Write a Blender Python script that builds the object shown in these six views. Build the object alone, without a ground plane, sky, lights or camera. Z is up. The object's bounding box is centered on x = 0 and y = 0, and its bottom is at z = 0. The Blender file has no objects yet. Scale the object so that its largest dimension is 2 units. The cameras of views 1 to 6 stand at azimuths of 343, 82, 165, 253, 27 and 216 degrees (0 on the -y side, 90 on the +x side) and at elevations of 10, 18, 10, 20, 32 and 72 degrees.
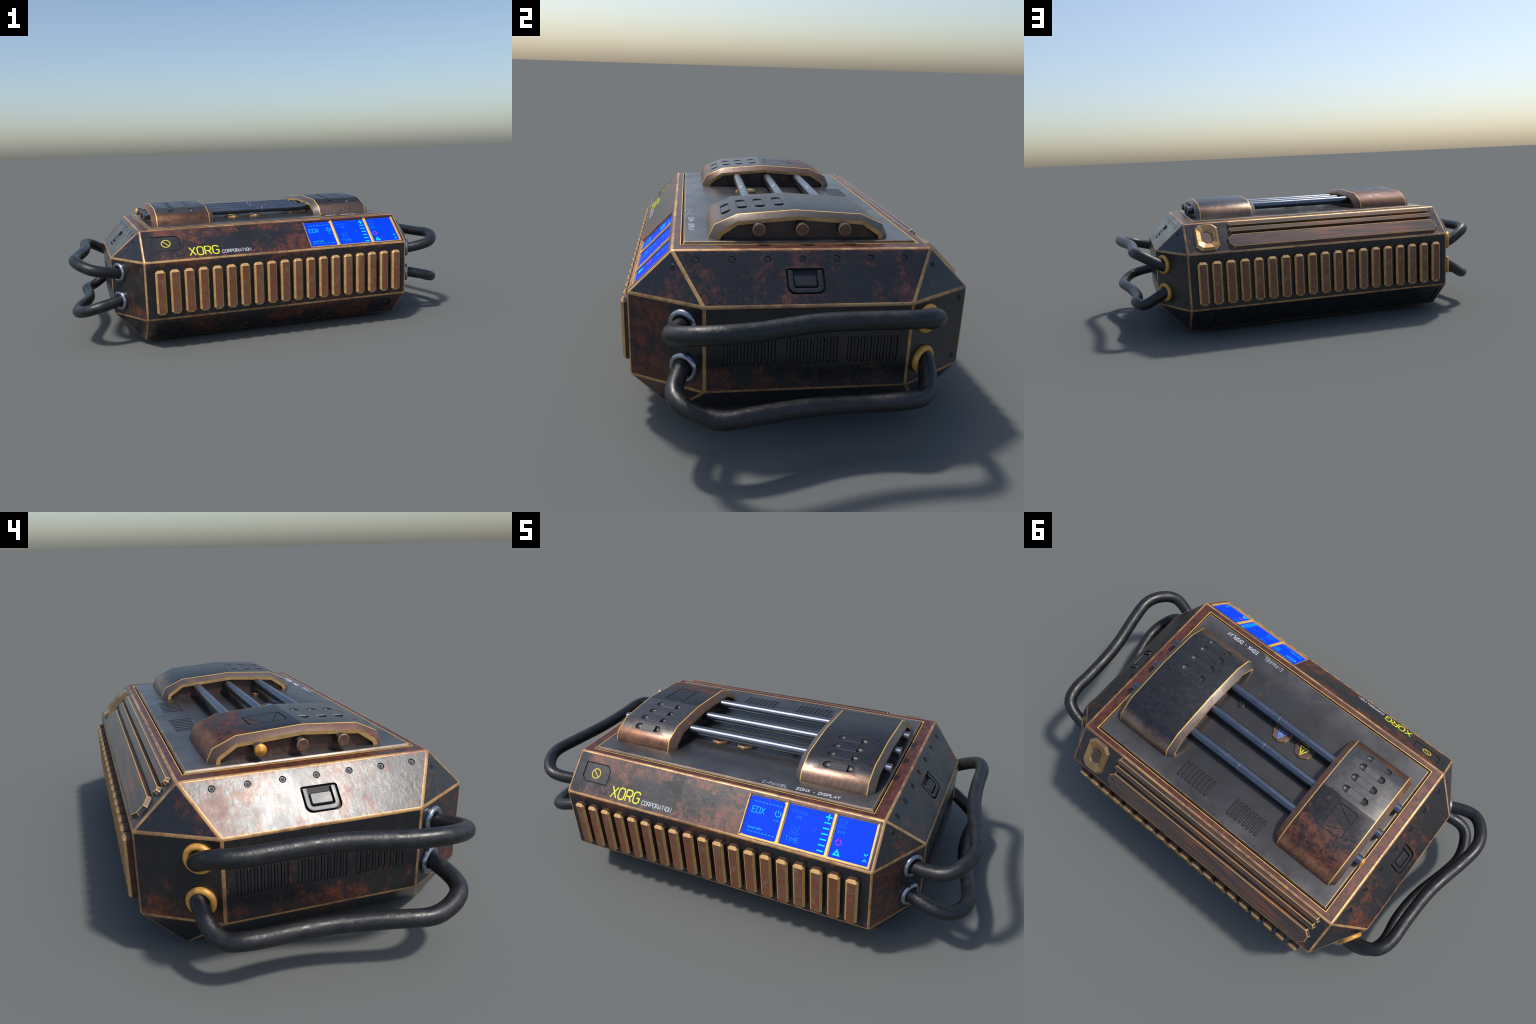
"""Rusty dark sci-fi power case: chamfered casing with copper edges, ribbed flanks, blue screens,
two bracket blocks with three steel rods on the lid, and looped rubber cables at both ends."""
import bpy, bmesh, math, random
from mathutils import Vector, Matrix

random.seed(7)

# ------------------------------------------------------------------ main dimensions (metres)
XT, YT = 0.670, 0.400          # top / bottom rectangle, half sizes
YM = 0.534                     # half width of the belt at the flanks
XC, YC = 0.804, 0.308          # belt corners at the two ends
Z0, Z1, Z2, Z3 = 0.022, 0.153, 0.424, 0.5555   # bottom, lower belt, upper belt, top


# =================================================================== node materials
class Nodes:
    def __init__(self, name):
        self.mat = bpy.data.materials.new(name)
        self.mat.use_nodes = True
        self.t = self.mat.node_tree
        self.t.nodes.clear()
        self.out = self.t.nodes.new("ShaderNodeOutputMaterial")
        self.bsdf = self.t.nodes.new("ShaderNodeBsdfPrincipled")
        self.t.links.new(self.bsdf.outputs[0], self.out.inputs[0])
        self.coord = self.t.nodes.new("ShaderNodeTexCoord").outputs["Object"]

    def new(self, kind):
        return self.t.nodes.new(kind)

    def put(self, sock, v):
        if isinstance(v, bpy.types.NodeSocket):
            self.t.links.new(v, sock)
        elif isinstance(v, (tuple, list)):
            sock.default_value = (*v, 1.0) if (len(v) == 3 and sock.type == "RGBA") else v
        else:
            sock.default_value = v

    def mapped(self, scale=(1, 1, 1), loc=(0, 0, 0), rot=(0, 0, 0), vec=None):
        n = self.new("ShaderNodeMapping")
        self.put(n.inputs["Vector"], vec if vec is not None else self.coord)
        n.inputs["Scale"].default_value = scale
        n.inputs["Location"].default_value = loc
        n.inputs["Rotation"].default_value = rot
        return n.outputs[0]

    def noise(self, scale, detail=6.0, rough=0.6, vec=None, distort=0.0):
        n = self.new("ShaderNodeTexNoise")
        self.put(n.inputs["Vector"], vec if vec is not None else self.coord)
        n.inputs["Scale"].default_value = scale
        n.inputs["Detail"].default_value = detail
        n.inputs["Roughness"].default_value = rough
        n.inputs["Distortion"].default_value = distort
        return n.outputs["Fac"]

    def math(self, op, a, b=0.0, clamp=False):
        n = self.new("ShaderNodeMath")
        n.operation = op
        n.use_clamp = clamp
        self.put(n.inputs[0], a)
        self.put(n.inputs[1], b)
        return n.outputs[0]

    def span(self, v, lo, hi, a=0.0, b=1.0):
        n = self.new("ShaderNodeMapRange")
        n.interpolation_type = "SMOOTHSTEP"
        self.put(n.inputs["Value"], v)
        n.inputs["From Min"].default_value = lo
        n.inputs["From Max"].default_value = hi
        n.inputs["To Min"].default_value = a
        n.inputs["To Max"].default_value = b
        return n.outputs["Result"]

    def mix(self, f, a, b):
        n = self.new("ShaderNodeMix")
        n.data_type = "RGBA"
        self.put(n.inputs[0], f)
        self.put(n.inputs[6], a)
        self.put(n.inputs[7], b)
        return n.outputs[2]

    def axis(self, k, vec=None):
        n = self.new("ShaderNodeSeparateXYZ")
        self.put(n.inputs[0], vec if vec is not None else self.coord)
        return n.outputs[k]

    def edge(self, radius, gain):
        """0 on flats, rising towards rounded edges (Bevel node against the true normal)."""
        b = self.new("ShaderNodeBevel")
        b.samples = 6
        b.inputs["Radius"].default_value = radius
        g = self.new("ShaderNodeNewGeometry")
        d = self.new("ShaderNodeVectorMath")
        d.operation = "DOT_PRODUCT"
        self.t.links.new(b.outputs[0], d.inputs[0])
        self.t.links.new(g.outputs["True Normal"], d.inputs[1])
        return self.math("MULTIPLY", self.math("SUBTRACT", 1.0, d.outputs["Value"]), gain, True)

    def bump(self, h, strength, dist=0.002):
        n = self.new("ShaderNodeBump")
        n.inputs["Strength"].default_value = strength
        n.inputs["Distance"].default_value = dist
        self.put(n.inputs["Height"], h)
        self.t.links.new(n.outputs[0], self.bsdf.inputs["Normal"])

    def set(self, **kw):
        names = dict(color="Base Color", metal="Metallic", rough="Roughness", emit="Emission Color",
                     power="Emission Strength", spec="Specular IOR Level", coat="Coat Weight", coat_rough="Coat Roughness")
        for k, v in kw.items():
            self.put(self.bsdf.inputs[names[k]], v)
        return self.mat


def rusty_steel(name, steel=(0.023, 0.0235, 0.0255), rust=(0.150, 0.038, 0.017), lo=0.475, hi=0.565, edge_gain=1.6,
                rough=0.265, metal=0.35, bias=None, seed=0.0, specks=0.0, bumpy=0.22, gloss=0.62, border=False):
    """Blackened steel with fibrous rust blooms that gather along the edges."""
    n = Nodes(name)
    c = n.mapped(loc=(seed, seed * 1.7, seed * 0.6))
    big = n.noise(3.6, 13, 0.76, c, 0.35)
    fine = n.noise(30, 9, 0.78, c, 0.5)
    streak = n.noise(1.0, 8, 0.72, n.mapped((60, 60, 9), vec=c), 0.5)
    edge = n.edge(0.035, edge_gain)
    m = n.math("ADD", n.math("MULTIPLY", big, 0.60), n.math("MULTIPLY", fine, 0.20))
    m = n.math("ADD", m, n.math("MULTIPLY", streak, 0.20))
    m = n.math("ADD", m, n.math("MULTIPLY", edge, 0.11))
    if bias:
        m = n.math("ADD", m, bias(n))
    mask = n.span(m, lo, hi)
    grain = n.noise(150, 4, 0.7, c)
    blot = n.noise(11, 6, 0.6, c)
    st = n.mix(n.span(grain, 0.3, 0.7), tuple(v * 0.82 for v in steel), tuple(v * 1.12 for v in steel))
    st = n.mix(n.span(blot, 0.45, 0.75), st, (steel[0] * 0.75, steel[1] * 0.85, steel[2] * 1.1))
    ru = n.mix(n.span(fine, 0.40, 0.62), tuple(v * 0.34 for v in rust), rust)
    ru = n.mix(n.span(grain, 0.55, 0.85), ru, (rust[0] * 1.45, rust[1] * 1.35, rust[2] * 1.3))
    fleck = n.span(n.noise(70, 6, 0.75, c), 0.44, 0.36)
    col = n.mix(n.math("MULTIPLY", mask, n.math("SUBTRACT", 0.94, n.math("MULTIPLY", fleck, 0.7))), st, ru)
    if border:
        ax = n.math("ABSOLUTE", n.axis(0))
        ay = n.math("ABSOLUTE", n.axis(1))
        rim = n.math("MAXIMUM", n.span(ax, 0.50, 0.62), n.span(ay, 0.24, 0.37))
        rim = n.math("MULTIPLY", rim, n.span(big, 0.36, 0.62))
        col = n.mix(n.math("MULTIPLY", rim, 0.75), col, (0.105, 0.100, 0.097))
    if specks:
        sp = n.noise(75, 5, 0.78, c)
        where = n.span(n.noise(5.5, 4, 0.6, c), 0.54, 0.66)
        k = n.math("MULTIPLY", n.span(sp, 0.63, 0.68), where)
        col = n.mix(n.math("MULTIPLY", k, specks), col, (0.30, 0.30, 0.32))
    r = n.span(n.math("ADD", n.math("MULTIPLY", grain, 0.15), n.math("MULTIPLY", blot, 0.85)), 0.35, 0.65, rough - 0.05, rough + 0.07)
    r = n.math("ADD", r, n.math("MULTIPLY", mask, 0.13))
    n.set(color=col, rough=r, metal=n.math("SUBTRACT", metal, n.math("MULTIPLY", mask, metal * 0.55)), spec=gloss, coat=0.15 * gloss, coat_rough=0.26)
    h = n.math("ADD", n.math("MULTIPLY", streak, 0.7), n.math("MULTIPLY", fine, 0.4))
    n.bump(h, bumpy, 0.004)
    return n.mat


def worn_copper(name, a=(0.58, 0.345, 0.17), b=(0.40, 0.235, 0.105), rough=0.42, metal=0.45, scale=26, dirt=0.35, vary=False):
    n = Nodes(name)
    f = n.noise(scale, 7, 0.7)
    g = n.noise(130, 4, 0.7)
    if vary:
        f = n.math("ADD", n.math("MULTIPLY", f, 0.5), n.math("MULTIPLY", n.noise(2.6, 3, 0.5), 0.5))
        col = n.mix(n.span(f, 0.42, 0.58), b, a)
    else:
        col = n.mix(n.span(f, 0.36, 0.64), b, a)
    col = n.mix(n.math("MULTIPLY", n.span(g, 0.52, 0.78), dirt), col, (0.16, 0.075, 0.04))
    n.set(color=col, metal=metal, rough=n.span(g, 0.3, 0.7, rough - 0.08, rough + 0.12))
    n.bump(g, 0.2, 0.002)
    return n.mat


def plain(name, col, rough=0.5, metal=0.0, grain=0.0, scale=60):
    n = Nodes(name)
    if grain:
        f = n.noise(scale, 5, 0.65)
        c = n.mix(n.span(f, 0.3, 0.7), tuple(v * (1 - grain) for v in col), tuple(min(1, v * (1 + grain)) for v in col))
        return n.set(color=c, rough=n.span(f, 0.3, 0.7, max(0.05, rough - 0.08), rough + 0.08), metal=metal)
    return n.set(color=col, rough=rough, metal=metal)


def casing_bias(n):
    y, z = n.axis(1), n.axis(2)
    top = n.span(z, 0.545, 0.556, 0.0, 0.115)
    front = n.math("MULTIPLY", n.span(y, -0.40, -0.42), n.math("SUBTRACT", n.span(n.math("ABSOLUTE", n.math("SUBTRACT", z, 0.478)), 0.02, 0.068, 0.0, 0.06), n.span(z, 0.41, 0.44, 0.0, 0.035)))
    belt = n.math("MULTIPLY", n.span(z, 0.425, 0.41), n.span(z, 0.155, 0.25, 0.005, -0.040))
    flank = n.math("MULTIPLY", n.span(n.math("ABSOLUTE", y), 0.528, 0.532), n.span(z, 0.425, 0.39, 0.0, -0.075))
    belt = n.math("ADD", belt, flank)
    under = n.span(z, 0.16, 0.14, 0.0, -0.05)
    return n.math("ADD", n.math("ADD", top, front), n.math("ADD", belt, under))


M_BODY = rusty_steel("rusty_casing_steel", bias=casing_bias)
M_EDGE = worn_copper("worn_copper_edge", (0.60, 0.345, 0.14), (0.27, 0.142, 0.076), vary=True, dirt=0.25)  # gold tone brightened to carry the glints along the top edges
M_GROOVE = plain("dark_groove", (0.012, 0.012, 0.014), 0.6, 0.2)
M_GOLD = worn_copper("gold_edge_line", (0.92, 0.57, 0.14), (0.74, 0.43, 0.10), 0.38, 0.30, 40, 0.12)
M_KHAKI = worn_copper("worn_brass", (0.68, 0.42, 0.16), (0.50, 0.29, 0.11), 0.42, 0.35, 30, 0.25)
M_PLATE = rusty_steel("lid_plate_steel", (0.034, 0.032, 0.031), (0.12, 0.05, 0.028), 0.555, 0.66, 0.5, 0.34, 0.25, seed=3.1, specks=0.5, bumpy=0.04, gloss=0.7, border=True)


def bracket_material(name, seed, split):
    """Dark steel on top, bare copper where hands and rain have worn the two sloping sides."""
    n = Nodes(name)
    c = n.mapped(loc=(seed, seed * 0.4, seed))
    big = n.noise(6, 12, 0.75, c, 1.0)
    fine = n.noise(34, 8, 0.75, c, 1.2)
    grain = n.noise(160, 4, 0.7, c)
    y, z = n.axis(1), n.axis(2)
    side = n.span(z, 0.634, 0.598)
    edge = n.edge(0.03, 1.5)
    m = n.math("ADD", n.math("MULTIPLY", big, 0.62), n.math("MULTIPLY", fine, 0.38))
    st = n.mix(n.span(fine, 0.3, 0.7), (0.040, 0.041, 0.046), (0.075, 0.072, 0.074))
    if split:
        back = n.span(y, -0.0185, -0.0175)
        rust_mask = n.span(n.math("ADD", m, n.math("MULTIPLY", n.span(y, 0.04, 0.27), 0.20)), 0.52, 0.70)
        rust_mask = n.math("MULTIPLY", rust_mask, back)
        st = n.mix(back, n.mix(n.span(fine, 0.3, 0.7), (0.085, 0.085, 0.086), (0.135, 0.128, 0.122)), n.mix(n.span(fine, .3, .7), (0.028, 0.028, 0.032), (0.046, 0.045, 0.05)))  # front half paler grey, back half darker
        sidecol = n.mix(n.span(m, 0.42, 0.60), (0.13, 0.06, 0.036), (0.26, 0.115, 0.06))
    else:
        rust_mask = n.math("MULTIPLY", n.span(m, 0.54, 0.70), 0.35)
        sidecol = n.mix(n.span(m, 0.42, 0.60), (0.19, 0.12, 0.085), (0.33, 0.205, 0.14))
    col = n.mix(rust_mask, st, n.mix(n.span(fine, 0.35, 0.65), (0.045, 0.018, 0.012), (0.150, 0.044, 0.021)))
    sm = n.span(n.math("ADD", side, n.math("MULTIPLY", n.math("SUBTRACT", m, 0.5), 1.6)), 0.15, 0.85)
    col = n.mix(n.math("MULTIPLY", sm, 0.9), col, sidecol)
    col = n.mix(n.math("MULTIPLY", edge, 0.25), col, (0.30, 0.18, 0.12))
    scr = n.noise(1.0, 5, 0.75, n.mapped((25, 140, 60), rot=(0, 0, 0.5), vec=c))
    col = n.mix(n.math("MULTIPLY", n.span(scr, 0.60, 0.68), 0.30), col, (0.26, 0.22, 0.20))
    n.set(color=col, metal=n.math("SUBTRACT", 0.78, n.math("MULTIPLY", rust_mask, 0.5)),
          rough=n.math("ADD", n.span(grain, 0.3, 0.7, 0.30, 0.42), n.math("MULTIPLY", rust_mask, 0.2)))
    n.bump(n.math("ADD", scr, n.math("MULTIPLY", fine, 0.6)), 0.13, 0.003)
    return n.mat


M_BRACKET = bracket_material("bracket_bronze_steel", 1.3, False)
M_BRACKET_SPLIT = bracket_material("bracket_two_tone_steel", 5.7, True)
M_BROWN = rusty_steel("bracket_face_brown", (0.15, 0.085, 0.06), (0.20, 0.075, 0.04), 0.46, 0.58, 0.3, 0.40, 0.5, seed=9.0)
M_BROWN_GREY = rusty_steel("bracket_face_grey_brown", (0.15, 0.12, 0.10), (0.17, 0.09, 0.06), 0.50, 0.64, 0.3, 0.36, 0.6, seed=2.0)


def rib_brown():
    n = Nodes("rib_face_brown")
    info = n.new("ShaderNodeObjectInfo").outputs["Random"]
    off = n.new("ShaderNodeVectorMath")
    off.operation = "ADD"
    n.put(off.inputs[0], n.coord)
    n.put(off.inputs[1], info)
    f = n.noise(28, 7, 0.7, off.outputs[0], 0.5)
    g = n.noise(140, 4, 0.7, off.outputs[0])
    a = n.mix(info, (0.165, 0.073, 0.038), (0.20, 0.105, 0.058))
    col = n.mix(n.span(f, 0.44, 0.60), a, (0.21, 0.058, 0.025))
    col = n.mix(n.span(n.noise(16, 6, 0.7, off.outputs[0]), 0.54, 0.68), col, (0.24, 0.145, 0.085))
    col = n.mix(n.math("MULTIPLY", n.span(g, 0.5, 0.8), 0.4), col, (0.15, 0.09, 0.065))
    n.set(color=col, rough=0.55, metal=0.2)
    n.bump(g, 0.2, 0.002)
    return n.mat


M_RIB = rib_brown()
M_RIB_LINE = plain("rib_dark_line", (0.055, 0.026, 0.017), 0.7)
M_RIB_SIDE = worn_copper("rib_side_rust", (0.13, 0.055, 0.032), (0.07, 0.038, 0.026), 0.5, 0.3, 40, 0.3)


def rod_steel():
    n = Nodes("blued_rod_steel")
    f = n.noise(1.0, 6, 0.75, n.mapped((9, 120, 120)))
    g = n.noise(18, 5, 0.6)
    col = n.mix(n.span(f, 0.35, 0.7), (0.13, 0.15, 0.19), (0.19, 0.21, 0.25))
    col = n.mix(n.math("MULTIPLY", n.span(g, 0.62, 0.72), 0.25), col, (0.30, 0.32, 0.36))
    return n.set(color=col, metal=0.9, rough=n.span(g, 0.3, 0.7, 0.23, 0.29))


M_ROD = rod_steel()
M_SEAM = plain("rod_seam_bright", (0.42, 0.45, 0.50), 0.35, 0.9)
M_ROD_END = rusty_steel("rod_end_rust", (0.10, 0.075, 0.065), (0.20, 0.085, 0.05), 0.42, 0.56, 0.2, 0.5, 0.4, seed=4.0)


def rubber():
    n = Nodes("black_cable_rubber")
    f = n.noise(30, 7, 0.65)
    w = n.noise(1.0, 5, 0.7, n.mapped((55, 140, 90)))
    col = n.mix(n.span(f, 0.35, 0.7), (0.0085, 0.009, 0.0103), (0.0145, 0.015, 0.017))
    n.set(color=col, rough=n.span(f, 0.3, 0.7, 0.34, 0.46), spec=0.5)
    n.bump(n.math("ADD", n.math("MULTIPLY", w, n.span(f, 0.45, 0.65)), n.math("MULTIPLY", f, 0.3)), 0.25, 0.004)
    return n.mat


M_RUBBER = rubber()
M_GROM_STEEL = plain("polished_grommet_steel", (0.34, 0.36, 0.40), 0.24, 0.95, 0.10, 40)
M_GROM_ORANGE = plain("orange_grommet", (0.62, 0.315, 0.065), 0.42, 0.15, 0.14, 45)
M_CAP_ORANGE = plain("orange_rod_cap", (0.66, 0.30, 0.05), 0.40, 0.3, 0.3, 90)
M_GEM = worn_copper("polished_bronze_plate", (0.48, 0.285, 0.12), (0.34, 0.20, 0.10), 0.25, 0.85, 4, 0.05)


def wood_red():
    n = Nodes("trim_streaked_brown")
    f = n.noise(1.0, 7, 0.65, n.mapped((4, 60, 60)), 0.3)
    g = n.noise(3.2, 5, 0.6)
    col = n.mix(n.span(f, 0.35, 0.65), (0.045, 0.036, 0.036), (0.115, 0.058, 0.042))
    col = n.mix(n.math("MULTIPLY", n.span(g, 0.5, 0.68), n.span(f, 0.40, 0.62)), col, (0.22, 0.068, 0.030))
    return n.set(color=col, rough=0.28, metal=0.45, spec=1.0)


M_TRIM = wood_red()
M_DARK = rusty_steel("dark_panel_steel", (0.027, 0.0265, 0.028), (0.10, 0.040, 0.026), 0.56, 0.70, 0.2, 0.34, 0.35, seed=6.0)
M_WALL = rusty_steel("recess_wall_brown", (0.075, 0.055, 0.045), (0.14, 0.06, 0.035), 0.42, 0.6, 0.2, 0.45, 0.4, seed=8.0)
M_SCREW = rusty_steel("screw_dark_steel", (0.034, 0.034, 0.038), (0.10, 0.03, 0.02), 0.52, 0.60, 0.1, 0.36, 0.7, seed=11.0, bumpy=0.1)
M_YELLOW = plain("yellow_print", (0.70, 0.72, 0.02), 0.5)
M_AMBER = plain("amber_print", (0.62, 0.46, 0.04), 0.5)
M_BLUE_PRINT = plain("blue_print", (0.09, 0.28, 0.80), 0.5)
M_WHITE = plain("grey_white_print", (0.56, 0.57, 0.62), 0.55, 0, 0.15, 300)
M_GREY = plain("faded_grey_print", (0.36, 0.37, 0.41), 0.55, 0, 0.2, 300)


def screen_blue():
    n = Nodes("glowing_blue_screen")
    f = n.noise(26, 7, 0.72, None, 0.6)
    s = n.noise(1.0, 5, 0.7, n.mapped((70, 20, 20), rot=(0.4, 0, 0.5)))
    k = n.math("MULTIPLY", n.span(n.math("ADD", n.math("MULTIPLY", f, 0.6), n.math("MULTIPLY", s, 0.4)), 0.54, 0.70), 0.6)
    col = n.mix(k, (0.0, 0.060, 1.0), (0.06, 0.09, 0.92))
    return n.set(color=(0.0, 0.002, 0.02), rough=0.5, emit=col, power=1.0, spec=0.06)


def glow(name, col, power=1.0):
    n = Nodes(name)
    return n.set(color=tuple(v * 0.04 for v in col), rough=0.5, emit=col, power=power, spec=0.05)


M_SCREEN = screen_blue()
M_CYAN = glow("screen_cyan", (0.02, 0.52, 1.0))
M_AZURE = glow("screen_azure", (0.006, 0.31, 1.0))
M_FAINT = glow("screen_faint_azure", (0.015, 0.20, 1.0))
M_AQUA = glow("screen_aqua", (0.01, 0.80, 1.0))
M_PINK = glow("screen_pink", (0.55, 0.045, 0.72))

# =================================================================== object helpers
ROOT = bpy.data.objects.new("power_unit", None)
bpy.context.scene.collection.objects.link(ROOT)
ROOT["label"] = "rusty dark sci-fi power case with copper edges, blue screens and cables"
ROOT["category"] = "equipment case"


def link(name, mesh, mats=(), parent=None, mw=None, smooth=None, wn=False):
    ob = bpy.data.objects.new(name, mesh)
    bpy.context.scene.collection.objects.link(ob)
    if not mesh.materials:
        for m in mats:
            mesh.materials.append(m)
    p = parent or ROOT
    ob.parent = p
    pw = WORLD.get(p.name, Matrix())
    mw = mw or Matrix()
    ob.matrix_local = pw.inverted() @ mw
    WORLD[ob.name] = mw
    if smooth is not None:
        for f in mesh.polygons:
            f.use_smooth = True
        mesh.set_sharp_from_angle(angle=math.radians(smooth))
    if wn:
        md = ob.modifiers.new("weighted_normal", "WEIGHTED_NORMAL")
        md.keep_sharp = True
        md.weight = 60
    return ob


WORLD = {}


def to_mesh(bm, name):
    bmesh.ops.recalc_face_normals(bm, faces=bm.faces)
    me = bpy.data.meshes.new(name)
    bm.to_mesh(me)
    bm.free()
    return me


def frame(origin, right, up):
    r, u = Vector(right).normalized(), Vector(up).normalized()
    n = r.cross(u)
    m = Matrix((r, u, n)).transposed().to_4x4()
    m.translation = Vector(origin)
    return m


SLOPE = Vector((0.134, 0.1315))
F_FRONT = frame((0, -YT, Z3), (1, 0, 0), (0, 0.134, 0.1315))
F_BACK = frame((0, YT, Z3), (-1, 0, 0), (0, -0.134, 0.1315))
F_RIGHT = frame((XT, 0, Z3), (0, 1, 0), (-0.134, 0, 0.1315))
F_LEFT = frame((-XT, 0, Z3), (0, -1, 0), (0.134, 0, 0.1315))
F_FRONT_LOW = frame((0, -YM, Z1), (1, 0, 0), (0, -0.134, 0.131))
F_BACK_LOW = frame((0, YM, Z1), (-1, 0, 0), (0, 0.134, 0.131))
F_END_R = frame((XC, 0, 0), (0, 1, 0), (0, 0, 1))
F_END_L = frame((-XC, 0, 0), (0, -1, 0), (0, 0, 1))
F_TOP = frame((0, 0, 0.5625), (1, 0, 0), (0, 1, 0))


def T(x, y, z=0.0):
    return Matrix.Translation((x, y, z))


def prism(bm, pts, z0, z1, inset=0.0, bevel_h=0.0, mats=(0, 0, 0), close_bottom=True):
    """Extruded outline; the top may be chamfered inwards. mats = side, chamfer, top."""
    n = len(pts)
    lo = [bm.verts.new((x, y, z0)) for x, y in pts]
    rings = [lo, [bm.verts.new((x, y, z1 - bevel_h)) for x, y in pts]]
    if inset:
        rings.append([bm.verts.new((x, y, z1)) for x, y in offset(pts, -inset)])
    for k in range(len(rings) - 1):
        for i in range(n):
            j = (i + 1) % n
            f = bm.faces.new((rings[k][i], rings[k][j], rings[k + 1][j], rings[k + 1][i]))
            f.material_index = mats[0] if k == 0 else mats[1]
    f = bm.faces.new(rings[-1])
    f.material_index = mats[2]
    if close_bottom:
        bm.faces.new(lo[::-1]).material_index = mats[0]
    return f


def offset(pts, d):
    """Move a counter-clockwise closed outline outwards by d (inwards when negative)."""
    n, res = len(pts), []
    for i in range(n):
        p0, p1, p2 = Vector(pts[i - 1]), Vector(pts[i]), Vector(pts[(i + 1) % n])
        a, b = (p1 - p0).normalized(), (p2 - p1).normalized()
        na, nb = Vector((a.y, -a.x)), Vector((b.y, -b.x))
        m = na + nb
        m = m / max(m.length_squared / 2, 0.3)
        q = p1 + m * d
        res.append((q.x, q.y))
    return res


def pill(cx, cy, length, r, vertical=True, seg=7):
    pts, h = [], length / 2 - r
    for s, base in ((1, 0.0), (-1, math.pi)):
        for k in range(seg + 1):
            a = base + math.pi * k / seg
            x, y = r * math.cos(a), r * math.sin(a) + s * h
            pts.append((cx + x, cy + y) if vertical else (cx + y, cy - x))
    return pts


def round_rect(x0, y0, x1, y1, r, seg=5):
    """r: one radius or four (bottom left, bottom right, top right, top left)."""
    rr = r if isinstance(r, (tuple, list)) else (r,) * 4
    pts = []
    for (cx, cy, a0), q in zip(((x0, y0, 180), (x1, y0, 270), (x1, y1, 0), (x0, y1, 90)), rr):
        sx, sy = (1 if cx == x0 else -1), (1 if cy == y0 else -1)
        for k in range(seg + 1):
            a = math.radians(a0 + 90 * k / seg)
            pts.append((cx + sx * q + q * math.cos(a), cy + sy * q + q * math.sin(a)))
    return pts


def circle(cx, cy, r, n=32, a0=0.0):
    return [(cx + r * math.cos(a0 + 2 * math.pi * k / n), cy + r * math.sin(a0 + 2 * math.pi * k / n)) for k in range(n)]


def strip_outline(pts, w, closed=False):
    """Quads of a ribbon of width w along a polyline with mitred joints."""
    P = [Vector(p) for p in pts]
    n = len(P)
    L, R = [], []
    for i in range(n):
        if closed:
            a, b = (P[i] - P[i - 1]).normalized(), (P[(i + 1) % n] - P[i]).normalized()
        else:
            a = (P[i] - P[i - 1]).normalized() if i else (P[1] - P[0]).normalized()
            b = (P[i + 1] - P[i]).normalized() if i < n - 1 else a
        na, nb = Vector((-a.y, a.x)), Vector((-b.y, b.x))
        m = na + nb
        m = m / max(m.length_squared / 2, 0.35)
        L.append(P[i] + m * w / 2)
        R.append(P[i] - m * w / 2)
    return L, R


def ribbon(bm, pts, w, z0, z1, closed=False, mat=0):
    L, R = strip_outline(pts, w, closed)
    n = len(L)
    v = [[bm.verts.new((p.x, p.y, z)) for p in side] for side in (L, R) for z in (z0, z1)]
    l0, l1, r0, r1 = v
    rng = range(n) if closed else range(n - 1)
    fs = []
    for i in rng:
        j = (i + 1) % n
        fs += [(l1[i], r1[i], r1[j], l1[j]), (l0[i], l0[j], r0[j], r0[i]), (l0[i], l1[i], l1[j], l0[j]), (r0[i], r0[j], r1[j], r1[i])]
    if not closed:
        fs += [(l0[0], r0[0], r1[0], l1[0]), (l0[-1], l1[-1], r1[-1], r0[-1])]
    for f in fs:
        bm.faces.new(f).material_index = mat


def boolean(ob, cutter_bm, mats=(), op="DIFFERENCE"):
    me = to_mesh(cutter_bm, "cutter")
    for m in mats:
        me.materials.append(m)
    c = bpy.data.objects.new("cutter", me)
    bpy.context.scene.collection.objects.link(c)
    md = ob.modifiers.new("cut", "BOOLEAN")
    md.operation, md.object, md.solver = op, c, "EXACT"
    md.use_self = False
    md.material_mode = "TRANSFER"
    bpy.context.view_layer.update()
    dg = bpy.context.evaluated_depsgraph_get()
    new = bpy.data.meshes.new_from_object(ob.evaluated_get(dg))
    ob.modifiers.clear()
    old = ob.data
    ob.data = new
    new.name = old.name
    bpy.data.meshes.remove(old)
    bpy.data.objects.remove(c)
    bpy.data.meshes.remove(me)


def add_transformed(dst, build, mw):
    tmp = bmesh.new()
    build(tmp)
    tmp.transform(mw)
    me = bpy.data.meshes.new("tmp")
    tmp.to_mesh(me)
    tmp.free()
    dst.from_mesh(me)
    bpy.data.meshes.remove(me)


def lathe(bm, prof, seg=32, mat=0, closed=False):
    rings = [[bm.verts.new((r * math.cos(2 * math.pi * k / seg), r * math.sin(2 * math.pi * k / seg), z)) for k in range(seg)] for r, z in prof]
    m = len(rings)
    for a in range(m if closed else m - 1):
        A, B = rings[a], rings[(a + 1) % m]
        for i in range(seg):
            j = (i + 1) % seg
            bm.faces.new((A[i], A[j], B[j], B[i])).material_index = mat
    return rings


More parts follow.
